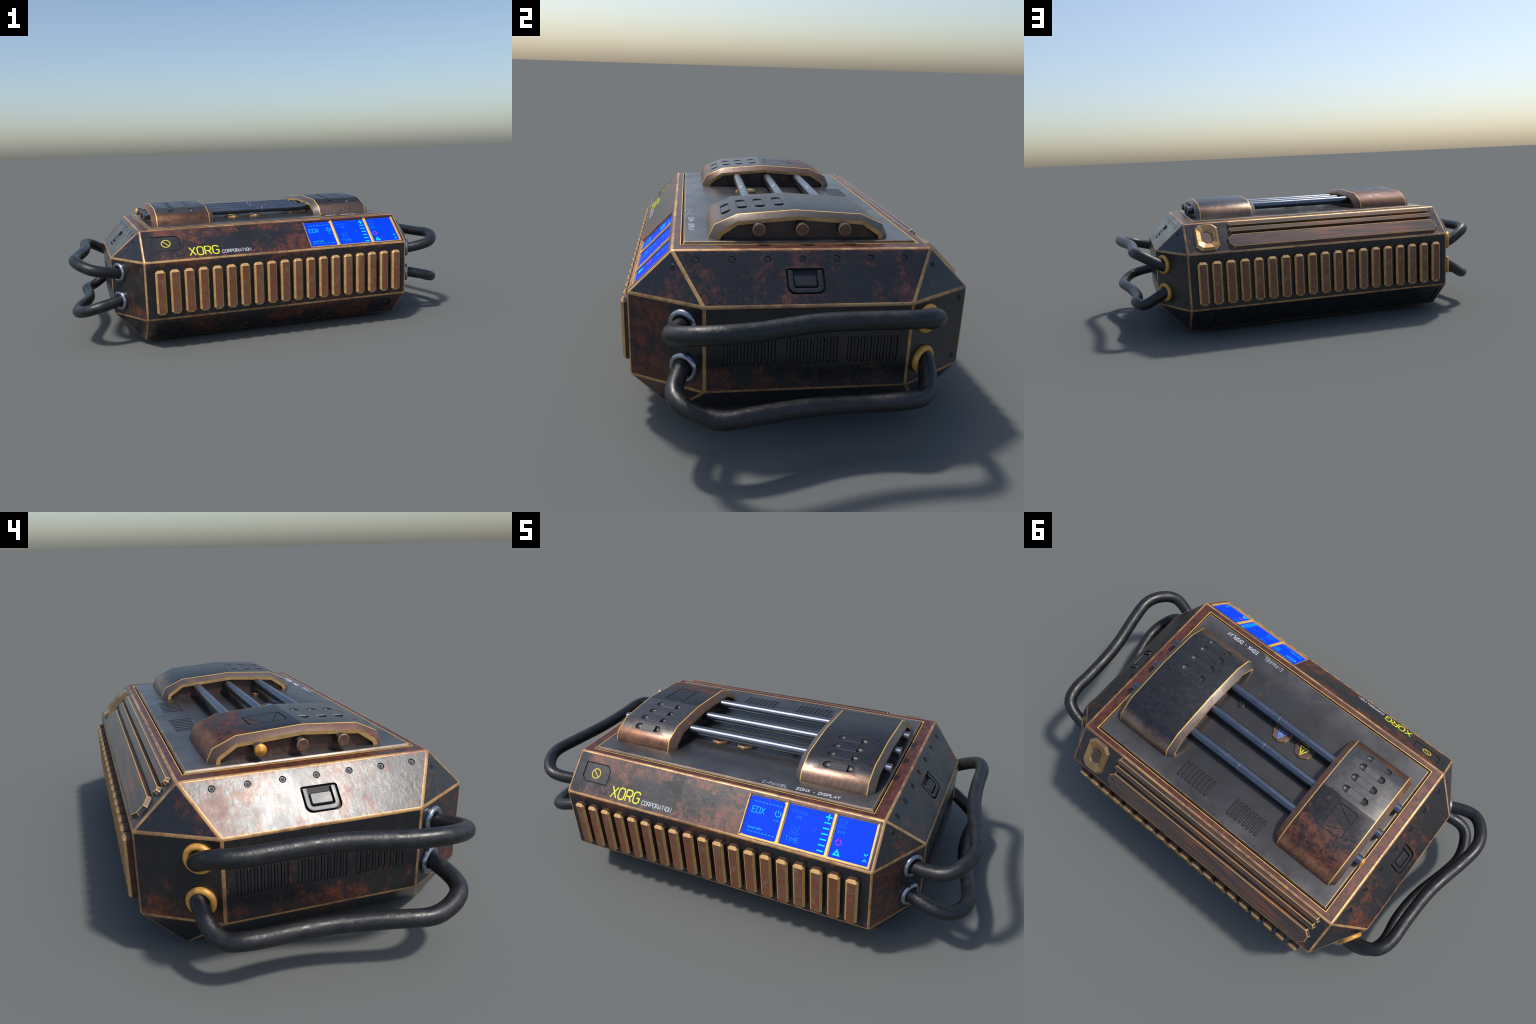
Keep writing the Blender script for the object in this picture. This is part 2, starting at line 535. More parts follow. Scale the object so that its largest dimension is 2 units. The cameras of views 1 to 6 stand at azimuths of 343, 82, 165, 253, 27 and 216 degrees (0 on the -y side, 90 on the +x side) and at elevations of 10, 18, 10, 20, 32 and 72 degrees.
# =================================================================== casing
def build_casing():
    bm = bmesh.new()
    rect = [(-XT, -YT), (XT, -YT), (XT, YT), (-XT, YT)]
    octo = [(-XT, -YM), (XT, -YM), (XC, -YC), (XC, YC), (XT, YM), (-XT, YM), (-XC, YC), (-XC, -YC)]
    B = [bm.verts.new((x, y, Z0)) for x, y in rect]
    L = [bm.verts.new((x, y, Z1)) for x, y in octo]
    U = [bm.verts.new((x, y, Z2)) for x, y in octo]
    R = [bm.verts.new((x, y, Z3)) for x, y in rect]
    for i in range(8):
        j = (i + 1) % 8
        bm.faces.new((L[i], L[j], U[j], U[i]))
    for S, O, flip in ((R, U, False), (B, L, True)):
        quads = [(O[0], O[1], S[1], S[0]), (O[2], O[3], S[2], S[1]), (O[4], O[5], S[3], S[2]), (O[6], O[7], S[0], S[3])]
        tris = [(O[1], O[2], S[1]), (O[3], O[4], S[2]), (O[5], O[6], S[3]), (O[7], O[0], S[0])]
        for f in quads + tris:
            bm.faces.new(f[::-1] if flip else f)
    bm.faces.new(R)
    bm.faces.new(B[::-1])
    bmesh.ops.recalc_face_normals(bm, faces=bm.faces)
    bmesh.ops.bevel(bm, geom=list(bm.edges), offset=0.0056, segments=2, profile=0.5, affect="EDGES", material=1, clamp_overlap=True)
    ob = link("casing", to_mesh(bm, "casing"), (M_BODY, M_EDGE, M_GROOVE, M_WALL, M_GOLD, M_DARK))
    return ob


casing = build_casing()

LATCH_Y = -0.0075
SCREW_YS = [-0.0115 + 0.1057 * k for k in range(-3, 4)]
VENT_GROUPS = (-0.1765, 0.0095, 0.1935)
VENT_PITCH, VENT_R = 0.0201, 0.0062


def cut_casing():
    bm = bmesh.new()

    def box(x0, y0, x1, y1, z0, z1, m=0):
        def f(b):
            prism(b, [(x0, y0), (x1, y0), (x1, y1), (x0, y1)], z0, z1, mats=(m, m, m))
        return f

    # slot round the lid plate
    add_transformed(bm, box(-0.6225, -0.3735, 0.6225, 0.3735, 0.543, 0.60, 2), Matrix())

    # screen recess: golden walls, brown roof
    def recess(b):
        prism(b, [(0.1525, -0.1755), (0.6525, -0.1755), (0.6525, -0.0155), (0.1525, -0.0155)], -0.0095, 0.03, mats=(4, 4, 2))
        b.faces.ensure_lookup_table()
        for f in b.faces:
            c = f.calc_center_median()
            if abs(c.y + 0.0155) < 1e-4:
                f.material_index = 3
    add_transformed(bm, recess, F_FRONT)

    # no-entry hatch, outlined by a groove
    hatch = [(-0.599, -0.1285), (-0.4915, -0.1285), (-0.4865, -0.0615), (-0.5075, -0.0415), (-0.6225, -0.0415), (-0.6225, -0.107)]
    hatch = [(-0.600, -0.1285), (-0.4885, -0.1285), (-0.4885, -0.0620), (-0.5085, -0.0415), (-0.6225, -0.0415), (-0.6225, -0.1070)]
    add_transformed(bm, lambda b: prism(b, hatch, -0.004, 0.02, mats=(2, 2, 2)), F_FRONT)

    for F, mir in ((F_RIGHT, 1), (F_LEFT, -1)):
        # pull latch tray
        yc = LATCH_Y * mir
        tray = round_rect(yc - 0.058, -0.151, yc + 0.058, -0.0665, (0.022, 0.022, 0.009, 0.009))
        add_transformed(bm, lambda b: prism(b, tray, -0.009, 0.02, mats=(2, 2, 2)), F)  # tray painted near black where its slopes miss the sun's reflection
        for y in SCREW_YS:
            add_transformed(bm, lambda b: prism(b, circle(0, 0, 0.0114, 20), -0.003, 0.02, mats=(5, 5, 5)), F @ T(y * mir, -0.035))
    # end vents, three banks of eight slots
    for F, mir in ((F_END_R, 1), (F_END_L, -1)):
        for g in VENT_GROUPS:
            for k in range(8):
                y = (g + (k - 3.5) * VENT_PITCH) * mir
                add_transformed(bm, lambda b: prism(b, pill(y, 0.282, 0.0845, VENT_R + 0.0006), -0.004, 0.02, mats=(2, 2, 2)), F)
    # fan emblems below the front belt, hatches below the back belt
    for x in (-0.557, 0.557):
        add_transformed(bm, lambda b: prism(b, circle(x, -0.095, 0.066, 40), -0.005, 0.02, mats=(5, 5, 5)), F_FRONT_LOW)
        add_transformed(bm, lambda b: prism(b, round_rect(x * 1.065 - 0.046, -0.165, x * 1.065 + 0.046, -0.044, 0.006), -0.005, 0.02, mats=(5, 5, 5)), F_BACK_LOW)
    return bm


boolean(casing, cut_casing(), (M_BODY, M_EDGE, M_GROOVE, M_WALL, M_GOLD, M_DARK))


def finish(ob, angle):
    for f in ob.data.polygons:
        f.use_smooth = True
    ob.data.set_sharp_from_angle(angle=math.radians(angle))
    md = ob.modifiers.new("weighted_normal", "WEIGHTED_NORMAL")
    md.keep_sharp = True
    md.weight = 80


finish(casing, 32)


# thin gold rim round the lid slot
def slot_rim():
    bm = bmesh.new()
    ribbon(bm, [(-0.6233, -0.3743), (0.6233, -0.3743), (0.6233, 0.3743), (-0.6233, 0.3743)], 0.0026, -0.006, 0.0009, True)
    return link("slot_rim", to_mesh(bm, "slot_rim"), (M_GOLD,), casing, T(0, 0, Z3))


slot_rim()

# base plate that carries the case
bm = bmesh.new()
prism(bm, [(-0.60, -0.335), (0.60, -0.335), (0.60, 0.335), (-0.60, 0.335)], 0.0, 0.0235)
link("base_plate", to_mesh(bm, "base_plate"), (M_DARK,))


# ------------------------------------------------------------------ hatch on the front slope
def hatch_panel():
    bm = bmesh.new()
    hatch = [(-0.600, -0.1285), (-0.4885, -0.1285), (-0.4885, -0.0620), (-0.5085, -0.0415), (-0.6225, -0.0415), (-0.6225, -0.1070)]
    prism(bm, offset(hatch, -0.0028), -0.006, -0.0006, 0.002, 0.0015)
    h = link("hatch", to_mesh(bm, "hatch"), (M_DARK,), casing, F_FRONT)
    bm = bmesh.new()
    ribbon(bm, circle(0, 0, 0.0205, 36), 0.0046, 0, 0.0012, True)
    d = 0.0198 * math.sqrt(0.5)
    ribbon(bm, [(-d, d), (d, -d)], 0.0040, 0, 0.0010)
    link("no_entry_sign", to_mesh(bm, "no_entry_sign"), (M_AMBER,), h, F_FRONT @ T(-0.5565, -0.0865, -0.0006))


hatch_panel()

# =================================================================== lettering
W, C = 0.62, 0.16
GLYPH = {
    "X": [[(0, 0), (W, 1)], [(0, 1), (W, 0)]],
    "O": [[(C, 0), (W - C, 0), (W, C), (W, 1 - C), (W - C, 1), (C, 1), (0, 1 - C), (0, C), None]],
    "R": [[(0, 0), (0, 1), (W - C, 1), (W, 1 - C), (W, 0.44 + C), (W - C, 0.44), (0, 0.44)], [(W * 0.5, 0.44), (W, 0)]],
    "G": [[(W, 0.80), (W, 1 - C), (W - C, 1), (C, 1), (0, 1 - C), (0, C), (C, 0), (W - C, 0), (W, C), (W, 0.46), (W * 0.52, 0.46)]],
    "C": [[(W, 0.76), (W, 1 - C), (W - C, 1), (C, 1), (0, 1 - C), (0, C), (C, 0), (W - C, 0), (W, C), (W, 0.24)]],
    "P": [[(0, 0), (0, 1), (W - C, 1), (W, 1 - C), (W, 0.42 + C), (W - C, 0.42), (0, 0.42)]],
    "A": [[(0, 0), (W / 2, 1), (W, 0)], [(W * 0.17, 0.3), (W * 0.83, 0.3)]],
    "T": [[(0, 1), (W, 1)], [(W / 2, 0), (W / 2, 1)]],
    "I": [[(0.1, 0), (0.1, 1)]],
    "N": [[(0, 0), (0, 1), (W, 0), (W, 1)]],
    "E": [[(W, 1), (0, 1), (0, 0), (W, 0)], [(0, 0.52), (W * 0.8, 0.52)]],
    "D": [[(0, 0), (W - C, 0), (W, C), (W, 1 - C), (W - C, 1), (0, 1), None]],
    "M": [[(0, 0), (0, 1), (W * 0.58, 0.35), (W * 1.16, 1), (W * 1.16, 0)]],
    "S": [[(W, 0.8), (W - C, 1), (C, 1), (0, 1 - C), (0, 0.6), (C, 0.52), (W - C, 0.48), (W, 0.4), (W, C), (W - C, 0), (C, 0), (0, 0.2)]],
    "L": [[(0, 1), (0, 0), (W, 0)]],
    "Y": [[(0, 1), (W / 2, 0.5), (W, 1)], [(W / 2, 0.5), (W / 2, 0)]],
    "U": [[(0, 1), (0, C), (C, 0), (W - C, 0), (W, C), (W, 1)]],
    "-": [[(0.08, 0.45), (W - 0.08, 0.45)]],
    " ": [],
}
ADV = {"I": 0.2, "M": W * 1.16, " ": 0.32}


def lettering(name, text, mat, mw, width, height, stroke, parent, thick=0.0008):
    adv = [ADV.get(ch, W) for ch in text]
    gap = stroke / height * 1.9
    total = sum(adv) + gap * (len(text) - 1)
    sx = (width - stroke) / total
    sy = height - stroke
    bm = bmesh.new()
    x, k = 0.0, 0
    for ch, a in zip(text, adv):
        for poly in GLYPH[ch]:
            closed = poly[-1] is None
            pts = [(stroke / 2 + (x + px) * sx, stroke / 2 + py * sy) for px, py in (poly[:-1] if closed else poly)]
            ribbon(bm, pts, stroke, -0.0006, thick + 0.00012 * (k % 3), closed)
            k += 1
        x += a + gap
    return link(name, to_mesh(bm, name), (mat,), parent, mw)


lettering("maker_lettering", "XORG", M_YELLOW, F_FRONT @ T(-0.4560, -0.1685), 0.1450, 0.0520, 0.0055, casing)
lettering("maker_lettering", "CORPORATION", M_WHITE, F_FRONT @ T(-0.2985, -0.1660), 0.1430, 0.0198, 0.0023, casing)


# =================================================================== ribs on both flanks
def build_rib():
    bm = bmesh.new()
    w, h, c = 0.0240, 0.1045, 0.0115
    out = [(-w + c, -h), (w - c, -h), (w, -h + c), (w, h - c), (w - c, h), (-w + c, h), (-w, h - c), (-w, -h + c)]
    top = prism(bm, out, -0.004, 0.0250, 0.0088, 0.0095, mats=(2, 1, 0))
    for v in top.verts:          # the flat face is a plain rectangle
        v.co.x = math.copysign(0.0152, v.co.x)
        v.co.y = math.copysign(0.0930, v.co.y)
    bmesh.ops.remove_doubles(bm, verts=list(top.verts), dist=0.0001)
    top = max(bm.faces, key=lambda f: f.calc_center_median().z)
    r = bmesh.ops.inset_individual(bm, faces=[top], thickness=0.0011)
    for f in r["faces"]:
        f.material_index = 3
    me = to_mesh(bm, "rib")
    for m in (M_RIB, M_KHAKI, M_RIB_SIDE, M_RIB_LINE):
        me.materials.append(m)
    return me


rib_mesh = build_rib()
for side in (-1, 1):
    for i in range(19):
        x = (i - 9) * 0.0671
        f = frame((x + 0.002, side * YM, 0.2825), (-side, 0, 0), (0, 0, 1))
        link("rib", rib_mesh, (), None, f)


# =================================================================== screens
def screens():
    cells = ((0.1545, 0.2975, 0.008), (0.3125, 0.4885, 0.004), (0.5025, 0.6505, 0.0025))
    obs = []
    for x0, x1, c in cells:
        bm = bmesh.new()
        y0, y1 = -0.1705, -0.0185
        pts = [(x0 + c, y0), (x1 - c, y0), (x1, y0 + c), (x1, y1 - c), (x1 - c, y1), (x0 + c, y1), (x0, y1 - c), (x0, y0 + c)]
        prism(bm, pts, -0.0110, -0.0082)
        obs.append(link("screen", to_mesh(bm, "screen"), (M_SCREEN,), casing, F_FRONT))
    # ridged bars between the screens
    for x in (0.305, 0.4955):
        bm = bmesh.new()
        prof = [(-0.0078, -0.0095), (-0.0078, -0.004), (-0.0030, 0.0006), (0.0030, 0.0006), (0.0078, -0.004), (0.0078, -0.0095)]
        a = [bm.verts.new((px, -0.1745, pz - (0.003 if pz > 0 else 0))) for px, pz in prof]
        b = [bm.verts.new((px, -0.0165, pz)) for px, pz in prof]
        for i in range(len(prof) - 1):
            f = bm.faces.new((a[i], a[i + 1], b[i + 1], b[i]))
            f.material_index = 1 if i in (1, 2) else 0
        bm.faces.new(a)
        bm.faces.new(b[::-1])
        link("screen_divider", to_mesh(bm, "screen_divider"), (M_KHAKI, M_GOLD), casing, F_FRONT @ T(x, 0))
    # lip round the recess
    bm = bmesh.new()
    ribbon(bm, [(0.1515, -0.0148), (0.1515, -0.1768), (0.6538, -0.1768), (0.6538, -0.0148)], 0.0042, -0.004, 0.0011)
    link("screen_lip", to_mesh(bm, "screen_lip"), (M_EDGE,), casing, F_FRONT)
    bm = bmesh.new()
    ribbon(bm, [(0.1555, -0.1735), (0.6500, -0.1735), (0.6500, -0.0185)], 0.0042, -0.0098, -0.0025)
    link("screen_lip", to_mesh(bm, "screen_lip"), (M_GOLD,), casing, F_FRONT)

    z = -0.0082
    s1, s2, s3 = obs

    def marks(name, mat, parent, polys, w, h=0.0005):
        b = bmesh.new()
        for k, p in enumerate(polys):
            closed = p[-1] is None
            ribbon(b, p[:-1] if closed else p, w, -0.0004, h + 0.0001 * (k % 4), closed)
        link(name, to_mesh(b, name), (mat,), parent, F_FRONT @ T(0, 0, z))

    def dashes(x0, x1, y, n):
        p = (x1 - x0) / (n - 0.45)
        return [[(x0 + i * p, y), (x0 + i * p + p * 0.62, y)] for i in range(n)]
    marks("screen_dashes", M_CYAN, s1, dashes(0.1755, 0.2860, -0.0378, 8) + dashes(0.1758, 0.2858, -0.1527, 8), 0.0023)
    lettering("screen_lettering", "EDX", M_CYAN, F_FRONT @ T(0.1715, -0.0825, z), 0.0530, 0.0262, 0.0025, s1, 0.0005)
    arc = [(0.2785 + 0.0112 * math.sin(a), -0.0668 + 0.0112 * math.cos(a)) for a in [math.radians(38 + 284 * k / 22) for k in range(23)]]
    marks("power_icon", M_CYAN, s1, [arc, [(0.2785, -0.0665), (0.2785, -0.0525)]], 0.0034)
    lettering("screen_lettering", "STOP", M_AZURE, F_FRONT @ T(0.2662, -0.0965, z), 0.0245, 0.0066, 0.0016, s1, 0.0005)
    lettering("screen_lettering", "CAUTION", M_CYAN, F_FRONT @ T(0.1755, -0.1425, z), 0.0560, 0.0085, 0.0018, s1, 0.0005)
    # middle screen
    kana = {0: [[(0, .85), (1, .85), (.45, .3)], [(.3, .55), (.62, .2)]],
            1: [[(.2, .95), (.8, .95)], [(0, .62), (1, .62)], [(.52, .62), (.45, .3), (.2, .05)]],
            2: [[(.2, .95), (.2, .4)], [(.75, .95), (.75, .4), (.35, 0)]],
            3: [[(0, .9), (1, .9), (.6, .5)], [(.5, .7), (.42, .3), (.15, 0)]],
            4: [[(.3, .9), (.28, .4), (0, .05)], [(.62, .95), (.62, .1), (1, .45)]]}
    polys = []
    for k in range(5):
        for p in kana[k]:
            polys.append([(0.3290 + k * 0.0126 + px * 0.0100, -0.0470 + py * 0.0105) for px, py in p])
    kanji = [[(0, .7), (.45, .7)], [(.22, 1), (.22, 0)], [(.22, .6), (0, .25)], [(.52, .75), (1, .75)], [(.82, 1), (.82, 0), (.7, .05)], [(.8, .7), (.55, .3)]]
    kanji2 = [[(0, .95), (1, .95)], [(.1, .9), (.05, .05)], [(.25, .75), (.95, .75)], [(.3, .55), (.9, .55), (.9, .15), (.3, .15), None], [(.3, .36), (.9, .36)]]
    for k, g in enumerate((kanji, kanji2)):
        for p in g:
            polys.append([None if q is None else (0.3480 + k * 0.0125 + q[0] * 0.0105, -0.0650 + q[1] * 0.0105) for q in p])
    marks("screen_lettering", M_FAINT, s2, polys, 0.0012)
    marks("plus_icon", M_AQUA, s2, [[(0.4583, -0.0343), (0.4827, -0.0343)], [(0.4705, -0.0223), (0.4705, -0.0463)]], 0.0052)
    marks("level_dashes", M_AQUA, s2, [[(0.4703 - 0.0004 * k - 0.0122, -0.0555 - 0.0206 * k), (0.4703 - 0.0004 * k + 0.0122, -0.0555 - 0.0206 * k)] for k in range(6)], 0.0050)
    orbit = []
    for s in (1, -1):
        o = []
        for k in range(28):
            a = 2 * math.pi * k / 28
            u, v = 0.0215 * math.cos(a), 0.0068 * math.sin(a)
            o.append((0.3562 + (u * 0.72 - s * v * 0.69), -0.1112 + s * (u * 0.69) + v * 0.72))
        orbit.append(o + [None])
    marks("atom_icon", M_FAINT, s2, orbit, 0.0013)
    lettering("screen_lettering", "TIME", M_AZURE, F_FRONT @ T(0.3290, -0.1535, z), 0.0545, 0.0185, 0.0018, s2, 0.0005)
    # right screen
    ring = [circle(0.5255, -0.0455, 0.0080, 24) + [None]]
    for q in range(4):
        ring.append([(0.5255 + 0.0170 * math.cos(a), -0.0455 + 0.0170 * math.sin(a)) for a in [math.radians(15 + 90 * q + 10 * k) for k in range(6)]])
    marks("target_icon", M_FAINT, s3, ring, 0.0014)
    marks("chevron_icon", M_AZURE, s3, [[(0.5145 + 0.0105 * k, -0.0708), (0.5190 + 0.0105 * k, -0.0752), (0.5145 + 0.0105 * k, -0.0796)] for k in range(3)], 0.0022)
    marks("warning_icon", M_PINK, s3, [[(0.5240, -0.1005), (0.5150, -0.1150)], [(0.5300, -0.1015), (0.5398, -0.1165)], [(0.5190, -0.1212), (0.5365, -0.1212)]], 0.0036)
    b = bmesh.new()
    outer = offset([(0.5152, -0.1606), (0.5436, -0.1606), (0.5290, -0.1362)], -0.0026)
    ribbon(b, outer, 0.0054, -0.0004, 0.0005, True)
    link("delta_icon", to_mesh(b, "delta_icon"), (M_AQUA,), s3, F_FRONT @ T(0, 0, z))
    marks("arrow_icon", M_AQUA, s3, [[(0.6245, -0.1285), (0.6315, -0.1350), (0.6385, -0.1285)], [(0.6248, -0.1560), (0.6318, -0.1495), (0.6388, -0.1560)]], 0.0036)


screens()


# =================================================================== end slopes: latches and screws
def build_screw():
    bm = bmesh.new()
    lathe(bm, [(0.0003, -0.0005), (0.0050, -0.0003), (0.0078, 0.0006), (0.0098, -0.0004), (0.0108, -0.0040)], 24)
    for a in (0.3, 0.3 + math.pi / 2):
        c, s = math.cos(a), math.sin(a)
        ribbon(bm, [(-0.0052 * c, -0.0052 * s), (0.0052 * c, 0.0052 * s)], 0.0021, -0.002, 0.0004 + 0.0002 * (a > 1), mat=1)
    me = to_mesh(bm, "screw")
    me.materials.append(M_SCREW)
    me.materials.append(M_GROOVE)
    for f in me.polygons:
        f.use_smooth = len(f.vertices) == 4 and f.material_index == 0
    return me


screw_mesh = build_screw()
turn = random.Random(3)


def screw(mw):
    link("screw", screw_mesh, (), casing, mw @ Matrix.Rotation(turn.uniform(0, 3), 4, "Z"))


def u_ring(bm, yc):
    """Folding pull handle: a flat U with rounded lower corners."""
    pts = [(yc - 0.0445, -0.0720)]
    for k in range(7):
        a = math.radians(180 + 15 * k)
        pts.append((yc - 0.0300 + 0.0145 * math.cos(a), -0.1240 + 0.0145 * math.sin(a)))
    for k in range(7):
        a = math.radians(270 + 15 * k)
        pts.append((yc + 0.0300 + 0.0145 * math.cos(a), -0.1240 + 0.0145 * math.sin(a)))
    pts.append((yc + 0.0445, -0.0720))
    ribbon(bm, pts, 0.0150, -0.0095, 0.0002)


for F, mir in ((F_RIGHT, 1), (F_LEFT, -1)):
    yc = LATCH_Y * mir
    bm = bmesh.new()
    u_ring(bm, yc)
    bmesh.ops.recalc_face_normals(bm, faces=bm.faces)
    es = [e for e in bm.edges if len(e.link_faces) == 2 and e.calc_face_angle(0) > 0.9]
    bmesh.ops.bevel(bm, geom=es, offset=0.0022, segments=2, profile=0.5, affect="EDGES")
    latch = link("pull_handle", to_mesh(bm, "pull_handle"), (M_DARK,), casing, F, smooth=40, wn=True)
    bm = bmesh.new()
    prism(bm, round_rect(yc - 0.0345, -0.1265, yc + 0.0345, -0.0885, 0.007, 4), -0.0095, -0.0006, 0.0035, 0.0040)
    link("latch_tab", to_mesh(bm, "latch_tab"), (M_DARK,), latch, F, smooth=30, wn=True)
    for y in SCREW_YS:
        screw(F @ T(y * mir, -0.035, -0.0012))

# screws on the corner triangles and on the back right chamfer
for sx, sy in ((1, -1), (1, 1), (-1, -1)):
    a, b, c = Vector((sx * XT, sy * YT, Z3)), Vector((sx * XT, sy * YM, Z2)), Vector((sx * XC, sy * YC, Z2))
    nrm = (b - a).cross(c - a).normalized()
    if nrm.z < 0:
        nrm.negate()
    up = (a - (b + c) / 2).normalized()
    p = a * 0.66 + b * 0.13 + c * 0.21
    screw(frame(p + nrm * 0.0015, up.cross(nrm), up))
for z in (0.394, 0.190):
    nrm = Vector((0.86, 0.51, 0))
    p = Vector((XT, YM, z)) + Vector((0.51, -0.86, 0)) * 0.034
    screw(frame(p + nrm * 0.0012, Vector((0, 0, 1)).cross(nrm), (0, 0, 1)))


# fan emblems under the front belt, envelope lids under the back belt
def emblem(x):
    bm = bmesh.new()
    ribbon(bm, circle(0, 0, 0.0215, 28), 0.0065, -0.006, -0.0014, True)
    ribbon(bm, circle(0, 0, 0.0575, 36), 0.0050, -0.006, -0.0018, True)
    for k in range(7):
        a = 2 * math.pi * k / 7 + 0.25
        p = [(r * math.cos(a + t), r * math.sin(a + t)) for r, t in ((0.023, 0.0), (0.038, 0.16), (0.055, 0.24))]
        ribbon(bm, p, 0.0085, -0.006, -0.0022)
    link("fan_emblem", to_mesh(bm, "fan_emblem"), (M_DARK,), casing, F_FRONT_LOW @ T(x, -0.095))


def lid_panel(x):
    bm = bmesh.new()
    prism(bm, [(-0.042, -0.0535), (0.042, -0.0535), (0.042, 0.0535), (-0.042, 0.0535)], -0.006, -0.0018, 0.003, 0.002)
    ribbon(bm, [(-0.036, -0.048), (0.030, -0.012), (0.030, 0.024), (-0.036, 0.048)], 0.003, -0.003, -0.0008)
    link("lid_panel", to_mesh(bm, "lid_panel"), (M_DARK,), casing, F_BACK_LOW @ T(x, -0.1045))


for x in (-0.557, 0.557):
    emblem(x)
    lid_panel(x * 1.065)


# =================================================================== back slope: gem plate and trim bars
def chamfered(x0, y0, x1, y1, cx, cy):
    return [(x0 + cx, y0), (x1 - cx, y0), (x1, y0 + cy), (x1, y1 - cy), (x1 - cx, y1), (x0 + cx, y1), (x0, y1 - cy), (x0, y0 + cy)]


def trim_bar(x0, x1, v0, v1, cx, cy, h, inset):
    bm = bmesh.new()
    prism(bm, chamfered(x0, -v1, x1, -v0, cx, cy), -0.003, h, inset, h, mats=(0, 0, 0))
    bmesh.ops.recalc_face_normals(bm, faces=bm.faces)
    es = [e for e in bm.edges if max(v.co.z for v in e.verts) > h - 0.001 or
          (len(e.link_faces) == 2 and abs(e.verts[0].co.z - e.verts[1].co.z) > 0.005)]
    bmesh.ops.bevel(bm, geom=es, offset=0.0012, segments=1, profile=0.5, affect="EDGES", material=1)
    link("trim_bar", to_mesh(bm, "trim_bar"), (M_TRIM, M_GOLD), None, F_BACK)


trim_bar(-0.460, 0.629, 0.0095, 0.0440, 0.012, 0.011, 0.0125, 0.0065)
trim_bar(-0.461, 0.629, 0.0465, 0.0815, 0.012, 0.011, 0.0125, 0.0065)
trim_bar(-0.472, 0.635, 0.0875, 0.1745, 0.025, 0.026, 0.0125, 0.0075)


def gem():
    bm = bmesh.new()
    rings = []
    for inset, z in ((0, -0.003), (0, 0.002), (0.0085, 0.0130), (0.0300, 0.0078), (0.0360, 0.0010)):
        cx = 0.026 - inset * 0.35
        o = chamfered(-0.625 + inset, -0.1735 + inset * 1.25, -0.5085 - inset, -0.0125 - inset * 1.25, cx, cx)
        rings.append([bm.verts.new((x, y, z)) for x, y in o])
    for a, b in zip(rings, rings[1:]):
        for i in range(8):
            j = (i + 1) % 8
            bm.faces.new((a[i], a[j], b[j], b[i])).material_index = 0
    bm.faces.new(rings[-1]).material_index = 1
    bm.faces.new(rings[0][::-1])
    bmesh.ops.recalc_face_normals(bm, faces=bm.faces)
    es = [e for e in bm.edges if all(0.010 < v.co.z for v in e.verts) or all(abs(v.co.z - 0.0078) < 1e-4 for v in e.verts)]
    bmesh.ops.bevel(bm, geom=es, offset=0.0016, segments=2, profile=0.5, affect="EDGES")
    link("faceted_plate", to_mesh(bm, "faceted_plate"), (M_GEM, M_WALL), None, F_BACK)


gem()


# =================================================================== vent slats
def vent_core(length, r, mat):
    bm = bmesh.new()
    prism(bm, pill(0, 0, length - 0.0034, r - 0.0017), -0.005, -0.0009, 0.0016, 0.0014)  # leaves a near-black painted ring, drawing the shadow line round each slot
    me = to_mesh(bm, "vent_slat")
    me.materials.append(mat)
    return me


end_core = vent_core(0.0845, VENT_R + 0.0006, M_DARK)
for F, mir in ((F_END_R, 1), (F_END_L, -1)):
    for g in VENT_GROUPS:
        for k in range(8):
            link("vent_slat", end_core, (), casing, F @ T((g + (k - 3.5) * VENT_PITCH) * mir, 0.282))


# =================================================================== lid plate
def lid_plate():
    bm = bmesh.new()
    a, b = 0.6165, 0.3675
    prism(bm, [(-a, -b), (a, -b), (a, b), (-a, b)], 0.5440, 0.5625, 0.0055, 0.0055)
    bmesh.ops.recalc_face_normals(bm, faces=bm.faces)
    es = [e for e in bm.edges if max(v.co.z for v in e.verts) > 0.556 and min(v.co.z for v in e.verts) > 0.55]
    bmesh.ops.bevel(bm, geom=es, offset=0.0013, segments=1, profile=0.5, affect="EDGES", material=1)
    ob = link("lid_plate", to_mesh(bm, "lid_plate"), (M_PLATE, M_EDGE, M_GROOVE))
    cut = bmesh.new()
    for x0 in (0.1365, -0.1355):
        for k in range(8):
            add_transformed(cut, lambda c: prism(c, pill(x0 + (k - 3.5) * 0.0208, 0.2785, 0.0790, 0.0070), -0.0042, 0.02, mats=(2, 2, 2)), F_TOP)
    boolean(ob, cut, (M_PLATE, M_EDGE, M_GROOVE))
    core = vent_core(0.0790, 0.0070, M_PLATE)
    for x0 in (0.1365, -0.1355):
        for k in range(8):
            link("vent_slat", core, (), ob, F_TOP @ T(x0 + (k - 3.5) * 0.0208, 0.2785))
    return ob


lid = lid_plate()
lettering("lid_lettering", "C-PANNEL", M_GREY, F_TOP @ T(0.1700, -0.3535), 0.1050, 0.0180, 0.0024, lid, 0.0006)
lettering("lid_lettering", "EDMX - DISPLAY", M_WHITE, F_TOP @ T(0.3110, -0.3500), 0.1730, 0.0190, 0.0026, lid, 0.0006)


def octagon_plate(x, y, r, h, mats, name, rot):
    bm = bmesh.new()
    prism(bm, circle(0, 0, r, 8, rot), -0.002, h, r * 0.075, r * 0.09, mats=(0, 0, 1))
    return link(name, to_mesh(bm, name), mats, lid, F_TOP @ T(x, y))


